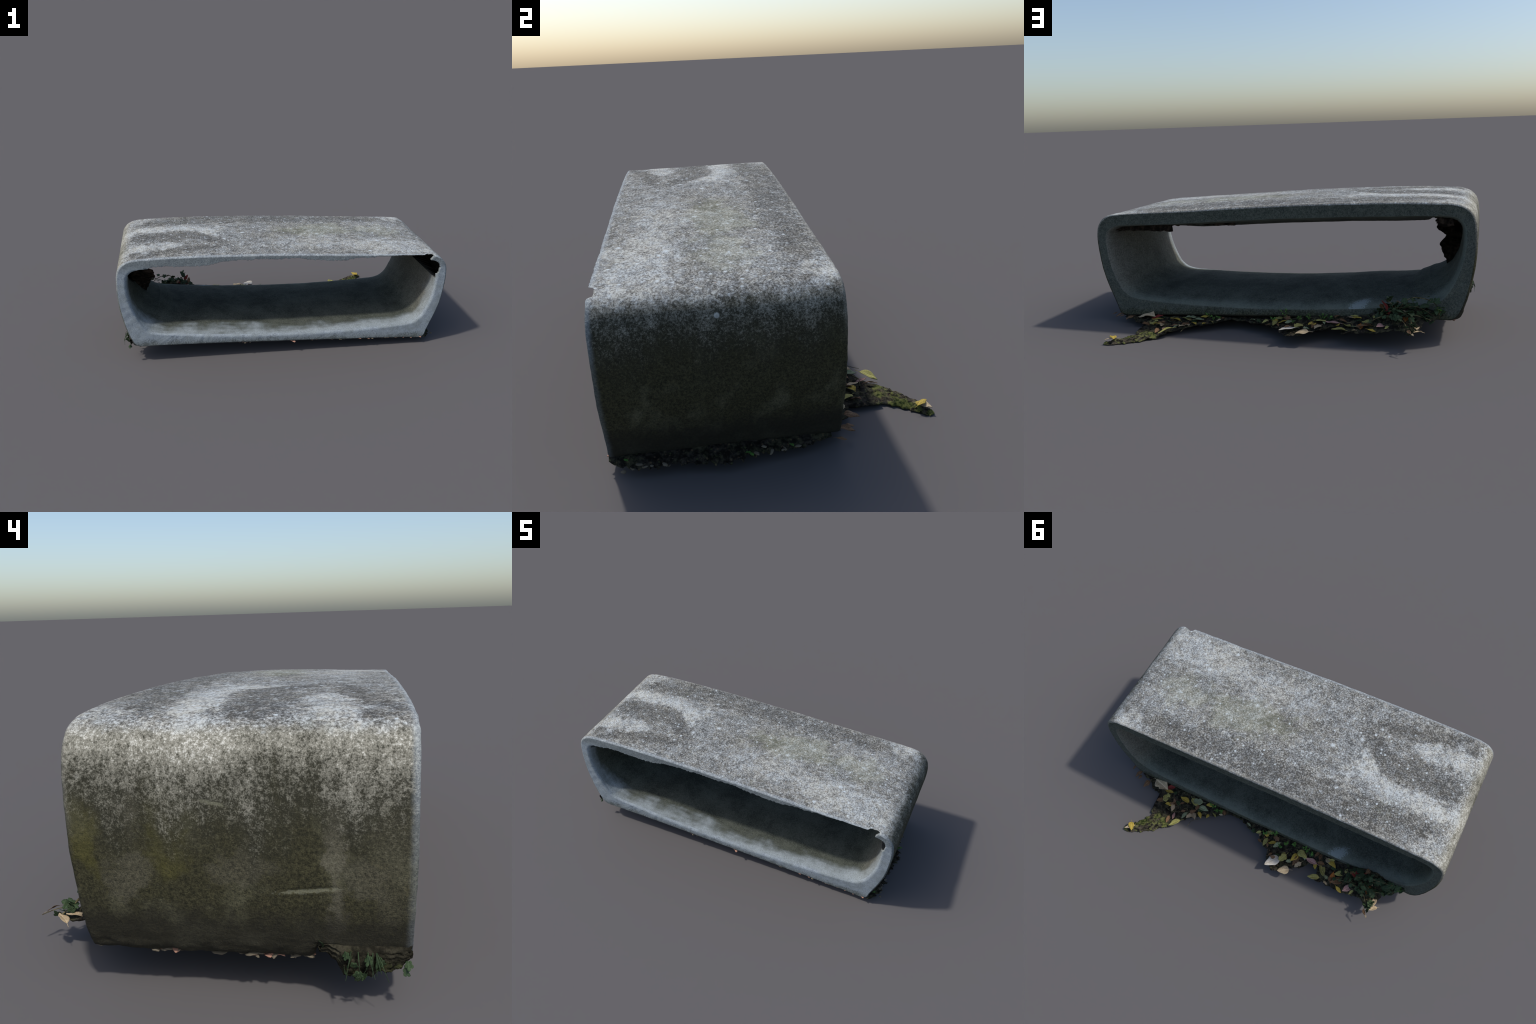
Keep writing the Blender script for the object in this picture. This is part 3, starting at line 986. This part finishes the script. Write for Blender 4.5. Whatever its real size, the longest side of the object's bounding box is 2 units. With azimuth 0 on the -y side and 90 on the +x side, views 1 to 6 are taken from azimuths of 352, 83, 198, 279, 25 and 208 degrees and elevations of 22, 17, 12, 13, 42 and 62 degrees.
# the ones that stand out in the litter: colour, x, y, height above the mould, length, yaw
NOTABLE = [
    ("yellow", 0.609, 0.314, 0.012, 0.030, 0.3), ("tan", 0.712, 0.222, 0.018, 0.075, 2.7), ("pale_green", 0.401, 0.250, 0.012, 0.044, 3.0),
    ("pale_green", 0.455, 0.226, 0.014, 0.042, 0.2), ("lime", 0.468, 0.236, 0.010, 0.045, 2.6), ("yellow", 0.535, 0.246, 0.012, 0.040, 0.1),
    ("yellow", 0.378, 0.212, 0.016, 0.030, 0.6), ("yellow", 0.650, 0.240, 0.012, 0.034, 0.2), ("red", 0.655, 0.215, 0.010, 0.045, 0.6),
    ("tan", 0.577, 0.322, 0.010, 0.034, 2.0), ("pale_green", 0.487, 0.335, 0.008, 0.034, 1.2),
    ("tan", 0.460, 0.325, 0.006, 0.030, 1.0), ("pink", 0.545, 0.365, 0.010, 0.030, 1.8), ("lime", 0.517, 0.402, 0.012, 0.050, 0.9),
    ("tan", 0.432, 0.312, 0.006, 0.034, 2.2), ("yellow", 0.738, 0.535, 0.012, 0.036, 2.2), ("tan", 0.748, 0.540, 0.004, 0.040, 0.8),
    ("lime", -0.030, 0.273, 0.010, 0.036, 1.3), ("yellow", -0.070, 0.262, 0.012, 0.032, 0.5), ("pale_green", -0.100, 0.262, 0.014, 0.034, 1.2),
    ("yellow", -0.225, 0.288, 0.014, 0.040, 1.3), ("lime", -0.165, 0.318, 0.014, 0.040, 1.2), ("pink", -0.323, 0.263, 0.016, 0.046, 0.1),
    ("lime", -0.262, 0.252, 0.016, 0.044, 2.7), ("brown", -0.240, 0.300, 0.010, 0.045, 1.5), ("tan", -0.262, 0.315, 0.010, 0.032, 1.2),
    ("tan", -0.200, 0.378, 0.004, 0.045, 0.4), ("lime", -0.372, 0.340, 0.008, 0.045, 0.2), ("lime", -0.400, 0.280, 0.010, 0.055, 2.0),
    ("yellow", -0.440, 0.232, 0.016, 0.040, 2.7), ("tan", -0.415, 0.228, 0.018, 0.030, 2.7), ("lime", -0.500, 0.262, 0.014, 0.042, 0.4),
    ("orange", -0.470, 0.300, 0.012, 0.045, 1.9), ("brown", -0.500, 0.310, 0.012, 0.050, 0.4), ("red", -0.615, 0.222, 0.040, 0.055, 0.5),
    ("red", -0.600, 0.240, 0.030, 0.040, 1.5), ("lime", -0.575, 0.236, 0.026, 0.030, 0.3), ("pink", -0.570, 0.323, 0.016, 0.040, 1.2),
    ("orange", -0.682, 0.286, 0.018, 0.038, 1.4), ("tan", -0.737, 0.325, 0.010, 0.036, 1.5), ("tan", -0.745, 0.360, 0.002, 0.034, 1.0),
    ("tan", -0.675, 0.245, 0.036, 0.034, 2.4), ("yellow", -0.530, 0.345, 0.006, 0.030, 2.8), ("lime", -0.600, 0.330, 0.010, 0.026, 1.2),
]
placed = []
for key, x, y, h, L, yaw in NOTABLE:
    z = max(soil_z(x, y) + h, soil_top(x, y) + 0.006)
    if x > 0.62 and y > 0.45:
        z = 0.020 + h * 0.7
    place_leaf(key, x, y, max(0.006, z), L * 1.55, yaw + rng.uniform(-0.2, 0.2), rng.uniform(-0.2, 0.2), rng.uniform(-0.25, 0.25))
    placed.append((x, y))
place_leaf("white", -0.120, 0.362, 0.074, 0.098, 0.95, -0.1, 0.15, WHITE)

# scatter over the apron
WEIGHTS = [("yellow", 3), ("lime", 5), ("pale_green", 2), ("brown", 9), ("tan", 5), ("ivy", 3)]
bag = [k for k, n in WEIGHTS for _ in range(n)]
count = 0
while count < 55:
    x = rng.uniform(-0.80, 0.72)
    ye = lerp_table(APRON, x)
    if ye < 0.23:
        continue
    y = rng.uniform(0.208, ye + 0.004)
    if x > 0.55 and y > 0.33 and rng.random() < 0.7:
        continue
    if any((x - a) ** 2 + (y - b) ** 2 < 0.018**2 for a, b in placed):
        continue
    placed.append((x, y))
    key = rng.choice(bag)
    if x < -0.5 and rng.random() < 0.55:
        key = "ivy"
    place_leaf(key, x, y, soil_top(x, y) + rng.uniform(0.002, 0.012), rng.uniform(0.026, 0.050), rng.uniform(0, 6.28), rng.uniform(-0.4, 0.4), rng.uniform(-0.5, 0.5))
    count += 1


# ------------------------------------------------------------------ ivy, seedlings, twigs
def tube(name, pts, r0, r1, mat=M_TWIG, parent=bench):
    cu = bpy.data.curves.new(name, "CURVE")
    cu.dimensions = "3D"
    cu.bevel_depth = 1.0
    cu.bevel_resolution = 2
    sp = cu.splines.new("POLY")
    fine = []
    P = np.array(pts)
    k = np.arange(len(P))
    m = (len(P) - 1) * 6 + 1
    for t in np.linspace(0, len(P) - 1, m):
        i = min(int(t), len(P) - 2)
        f = t - i
        p0, p1, p2, p3 = P[max(0, i - 1)], P[i], P[i + 1], P[min(len(P) - 1, i + 2)]
        fine.append(0.5 * (2 * p1 + (p2 - p0) * f + (2 * p0 - 5 * p1 + 4 * p2 - p3) * f * f + (3 * p1 - p0 - 3 * p2 + p3) * f**3))
    sp.points.add(m - 1)
    for q, (pt, v) in enumerate(zip(sp.points, fine)):
        pt.co = (*v, 1)
        pt.radius = r0 + (r1 - r0) * q / (m - 1)
    cu.materials.append(mat)
    o = bpy.data.objects.new(name, cu)
    bpy.context.scene.collection.objects.link(o)
    dg = bpy.context.evaluated_depsgraph_get()
    me = bpy.data.meshes.new_from_object(o.evaluated_get(dg))
    bpy.data.objects.remove(o)
    bpy.data.curves.remove(cu)
    new_object(name, me, parent)
    return fine


def ivy_run(pts, n, size, spread=0.02):
    fine = tube("ivy_stem", pts, 0.0030, 0.0018)
    for k in range(n):
        p = fine[int((k + 0.5) / n * (len(fine) - 1))]
        place_leaf("ivy", p[0] + rng.uniform(-spread, spread), p[1] + rng.uniform(-spread, spread) * 0.7, p[2] + rng.uniform(-0.006, 0.014),
                   rng.uniform(0.7, 1.2) * size, rng.uniform(0, 6.28), rng.uniform(-0.9, 0.9), rng.uniform(-0.9, 0.9), name="ivy_leaf")


# arching stem over the left back corner, trailing runs over the litter and out to a hanging tip
ivy_run([(-0.63, 0.235, 0.12), (-0.66, 0.245, 0.19), (-0.705, 0.25, 0.226), (-0.765, 0.24, 0.222), (-0.815, 0.22, 0.190), (-0.832, 0.212, 0.12)], 11, 0.036)
ivy_run([(-0.84, 0.214, 0.165), (-0.825, 0.222, 0.135), (-0.79, 0.232, 0.115), (-0.74, 0.25, 0.12)], 12, 0.036, 0.022)
ivy_run([(-0.52, 0.235, 0.125), (-0.58, 0.26, 0.155), (-0.64, 0.28, 0.165), (-0.70, 0.305, 0.150), (-0.715, 0.345, 0.118), (-0.735, 0.37, 0.098)], 22, 0.038, 0.028)
ivy_run([(-0.50, 0.30, 0.105), (-0.58, 0.30, 0.145), (-0.66, 0.32, 0.140), (-0.70, 0.36, 0.105)], 14, 0.034, 0.022)
ivy_run([(-0.55, 0.225, 0.14), (-0.60, 0.215, 0.165), (-0.63, 0.21, 0.17)], 6, 0.032, 0.015)
ivy_run([(-0.56, 0.225, 0.105), (-0.60, 0.235, 0.14), (-0.615, 0.26, 0.19), (-0.585, 0.29, 0.225)], 9, 0.044, 0.02)
ivy_run([(-0.62, 0.24, 0.17), (-0.68, 0.25, 0.18), (-0.74, 0.245, 0.18), (-0.80, 0.225, 0.14)], 14, 0.046, 0.024)
ivy_run([(-0.62, 0.27, 0.165), (-0.70, 0.29, 0.16), (-0.76, 0.27, 0.14), (-0.81, 0.235, 0.11)], 12, 0.042, 0.02)
place_leaf("red", -0.58, 0.27, 0.19, 0.055, 0.2, -1.1, 0.5)
place_leaf("brown", -0.565, 0.255, 0.18, 0.045, 1.2, -0.8, 0.6)
tube("twig", [(-0.70, 0.37, 0.105), (-0.705, 0.395, 0.102), (-0.735, 0.425, 0.097)], 0.0016, 0.0010)
place_leaf("brown", -0.710, 0.402, 0.106, 0.034, 2.2, 0.2, 0.5)
place_leaf("tan", -0.727, 0.418, 0.100, 0.018, 2.2, 0.2, 0.5)
# little leaves inside on the floor
for x, y in [(-0.60, 0.10), (-0.70, 0.11), (-0.755, 0.12)]:
    place_leaf("ivy", x, y, 0.185 - 0.05 * (x + 0.7), 0.045, rng.uniform(0, 6), rng.uniform(-0.4, 0.4), 0.4, name="ivy_leaf")


def seedling(x, y, z, n, size, key="green"):
    """Small herb: stems splaying from a point, each with a few leaflets."""
    for k in range(n):
        a = rng.uniform(0, 6.28)
        h = rng.uniform(0.6, 1.2) * size
        dx, dy = math.cos(a) * size * 0.5, math.sin(a) * size * 0.35
        fine = tube("seedling_stem", [(x, y, z), (x + dx * 0.4, y + dy * 0.4, z + h * 0.6), (x + dx, y + dy, z + h)], 0.0012, 0.0007)
        for f in (0.55, 0.8, 1.0):
            p = fine[int(f * (len(fine) - 1))]
            place_leaf(key, p[0] + rng.uniform(-0.004, 0.004), p[1] + rng.uniform(-0.004, 0.004), p[2], rng.uniform(0.011, 0.018), a + rng.uniform(-1.2, 1.2), rng.uniform(-0.5, 0.2), rng.uniform(-0.4, 0.4), name="seedling_leaf")


for x, y, h, n, s in [(0.352, 0.215, 0, 4, 0.035), (0.325, 0.225, 0, 3, 0.025), (0.295, 0.222, 0, 4, 0.022), (-0.005, 0.232, 0, 3, 0.028), (-0.075, 0.222, 0, 4, 0.05),
                      (-0.15, 0.235, 0, 4, 0.03), (-0.20, 0.225, 0, 3, 0.03), (-0.265, 0.222, 0, 4, 0.045), (-0.30, 0.228, 0, 3, 0.03), (-0.12, 0.26, 0, 3, 0.025)]:
    seedling(x, y, soil_z(x, y), n, s)
# ferny spray and grass at the left corners
seedling(-0.825, 0.216, 0.135, 5, 0.035)
for k in range(7):
    y = rng.uniform(-0.47, -0.40)
    a = rng.uniform(-0.5, 0.5)
    L = rng.uniform(0.03, 0.055)
    tube("grass_blade", [(-0.955, y, 0.155), (-0.975, y + a * L * 0.4, 0.14), (-0.976 - rng.uniform(0, 0.010), y + a * L, 0.155 - L)], 0.0016, 0.0005, MATS["ivy"])
for k in range(14):
    y = rng.uniform(-0.48, -0.385)
    place_leaf("ivy", -0.958 + rng.uniform(-0.008, 0.004), y, rng.uniform(0.095, 0.15), rng.uniform(0.02, 0.034), rng.uniform(0, 6.28), 1.2, rng.uniform(-0.6, 0.6), name="ivy_leaf")
for y, z in [(-0.535, 0.125), (-0.53, 0.11), (-0.37, 0.20), (-0.345, 0.165)]:
    place_leaf("ivy", -0.945, y, z, 0.026, rng.uniform(0, 6.28), 1.0, 0.3, name="ivy_leaf")
# clovers on the right
for y, x in [(-0.10, 0.965), (-0.11, 0.955), (-0.49, 0.918), (0.03, 0.94)]:
    place_leaf("green", x, y, 0.052, 0.020, rng.uniform(0, 6.28), 0, 0, name="clover_leaf")
for x, y, s in [(0.80, 0.262, 0.055), (0.88, 0.225, 0.055), (0.862, 0.24, 0.03), (0.93, 0.195, 0.035)]:
    place_leaf("brown", x, y, 0.047, s, 1.0 + rng.uniform(-0.4, 0.4), 0.1, 0.1)
# stalks and twigs lying on the litter
for p in [[(-0.40, 0.285, 0.10), (-0.43, 0.31, 0.104), (-0.44, 0.345, 0.098)], [(0.40, 0.32, 0.045), (0.43, 0.345, 0.04), (0.44, 0.385, 0.03)],
          [(0.60, 0.27, 0.055), (0.64, 0.30, 0.055), (0.665, 0.34, 0.05)], [(-0.55, 0.27, 0.125), (-0.62, 0.30, 0.14), (-0.68, 0.31, 0.13)],
          [(0.52, 0.33, 0.05), (0.56, 0.35, 0.052), (0.60, 0.345, 0.05)]]:
    tube("twig", p, 0.0016, 0.0009)


# ------------------------------------------------------------------ crust remnants and brick crumbs
def crust_material():
    g = Graph("brown_soil_crust")
    n = g.noise(40, 4, 0.6)
    return g.finish(g.mix(n.step(0.4, 0.7), (0.010, 0.008, 0.006), (0.050, 0.036, 0.026)), 0.98, n, 0.8, 0.006, spec=0.05)


M_CRUST = crust_material()


def crust(pts_a, pts_b, ragged, thick=0.010):
    """Broken plate between two edges (a: attached, b: free and ragged)."""
    rows = []
    A, B = np.array(pts_a), np.array(pts_b)
    n = 70
    for i in range(n):
        t = i / (n - 1)
        k = np.linspace(0, 1, len(A))
        a = np.array([np.interp(t, k, A[:, q]) for q in range(3)])
        k = np.linspace(0, 1, len(B))
        b = np.array([np.interp(t, k, B[:, q]) for q in range(3)])
        b = b + (b - a) * ragged * fbm(t * 14, 0, 0, 1.0, a[0] * 7, 3)
        row = []
        for j in range(12):
            f = j / 11
            p = a + (b - a) * f
            p = p + 0.004 * np.array([n3(*p, 45, 1), 0, n3(*p, 45, 5)])
            p[1] += 0.010 * n3(p[0], p[1], p[2], 25, 2)
            row.append(tuple(p))
        rows.append(row)
    nu, nv = n, 12
    verts = [p for r in rows for p in r]
    m = len(verts)
    verts += [(p[0], p[1] + thick, p[2]) for p in verts]
    faces = []
    for i in range(nu - 1):
        for j in range(nv - 1):
            q = (i * nv + j, (i + 1) * nv + j, (i + 1) * nv + j + 1, i * nv + j + 1)
            faces += [q, tuple(m + k for k in reversed(q))]
    border = [i * nv for i in range(nu)] + [(nu - 1) * nv + j for j in range(1, nv)] + [i * nv + nv - 1 for i in range(nu - 2, -1, -1)] + [j for j in range(nv - 2, 0, -1)]
    for k in range(len(border)):
        p, q = border[k], border[(k + 1) % len(border)]
        faces.append((q, p, m + p, m + q))
    o = new_object("crumbling_crust", mesh_from("crumbling_crust", verts, faces, [M_CRUST]), bench)
    bm = bmesh.new()
    bm.from_mesh(o.data)
    bmesh.ops.recalc_face_normals(bm, faces=bm.faces)
    bm.to_mesh(o.data)
    bm.free()


# ragged shell clinging down the left inner wall, shreds under the seat
crust([(-0.87, -0.38, 0.57), (-0.925, -0.34, 0.50), (-0.925, -0.28, 0.44), (-0.91, -0.22, 0.39), (-0.90, -0.19, 0.34), (-0.88, -0.17, 0.27)],
      [(-0.790, -0.40, 0.545), (-0.775, -0.38, 0.50), (-0.782, -0.33, 0.468), (-0.828, -0.29, 0.440), (-0.800, -0.20, 0.402), (-0.828, -0.18, 0.36), (-0.842, -0.17, 0.31), (-0.835, -0.17, 0.26)], 0.10, 0.008)
crust([(-0.880, 0.165, 0.610), (-0.890, 0.165, 0.56)], [(-0.80, 0.155, 0.605), (-0.81, 0.155, 0.57), (-0.84, 0.155, 0.55)], 0.14)
crust([(0.90, 0.145, 0.540), (0.57, 0.145, 0.555)], [(0.90, 0.145, 0.509), (0.567, 0.145, 0.508)], 0.08, 0.015)
crust([(0.56, 0.15, 0.560), (0.205, 0.15, 0.575)], [(0.56, 0.15, 0.540), (0.40, 0.15, 0.544), (0.205, 0.15, 0.546)], 0.20, 0.012)


def chip_mesh(k, mat):
    bm = bmesh.new()
    bmesh.ops.create_icosphere(bm, subdivisions=2, radius=1.0)
    for v in bm.verts:
        v.co *= 1 + 0.55 * n3(*v.co, 1.4, k * 3.3)
        v.co.z *= 0.45
    me = bpy.data.meshes.new("brick_crumb_shape")
    bm.to_mesh(me)
    bm.free()
    me.materials.append(mat)
    return me


gb = Graph("brick_red_grit")
M_BRICK = gb.finish(gb.mix(gb.noise(2.0, 4, 0.6).step(0.35, 0.65), (0.16, 0.075, 0.045), (0.50, 0.28, 0.20)), 0.95)
gd = Graph("grey_brown_grit")
M_GRIT = gd.finish(gd.mix(gd.noise(2.0, 4, 0.6).step(0.35, 0.65), (0.05, 0.042, 0.032), (0.20, 0.17, 0.12)), 0.95)
CHIPS = [chip_mesh(k, M_BRICK) for k in range(3)] + [chip_mesh(k + 5, M_GRIT) for k in range(4)]


crumbs = []


def chip(x, y, z, s, me):
    o = new_object("crumb", me, bench)
    crumbs.append(o)
    o.location = (x, y, z)
    o.rotation_euler = (rng.uniform(-0.3, 0.3), rng.uniform(-0.3, 0.3), rng.uniform(0, 6.28))
    o.scale = (s * rng.uniform(1, 2.2), s * rng.uniform(0.7, 1.2), s * rng.uniform(0.6, 1.1))


def foot_z(x):
    return 0.079 - 0.0425 * x


for k in range(60):   # front foot
    x = rng.uniform(-0.88, 0.87)
    red = (rng.random() < 0.5 if x > -0.05 else rng.random() < 0.1)
    chip(x, FRONT + rng.uniform(0.006, 0.02), foot_z(x) - rng.uniform(-0.002, 0.003), rng.uniform(0.004, 0.008), rng.choice(CHIPS[:3] if red else CHIPS[3:]))
for k in range(70):   # left foot
    y = rng.uniform(-0.33, 0.19)
    red = rng.random() < 0.35
    chip(-0.893 + rng.uniform(-0.012, 0.012), y, 0.114 + rng.uniform(-0.006, 0.004), rng.uniform(0.005, 0.011), rng.choice(CHIPS[:3] if red else CHIPS[3:]))
for k in range(36):   # right foot
    y = rng.uniform(-0.5, 0.1)
    chip(0.93 + rng.uniform(-0.03, 0.03), y, 0.040 + rng.uniform(-0.006, 0.006), rng.uniform(0.004, 0.009), rng.choice(CHIPS[3:]))
join(crumbs, "brick_and_grit_crumbs")
join([o for o in bpy.data.objects if o.name.startswith(("seedling_leaf", "seedling_stem"))], "seedlings", apron)
join([o for o in bpy.data.objects if o.name.startswith("grass_blade")], "grass_tuft")
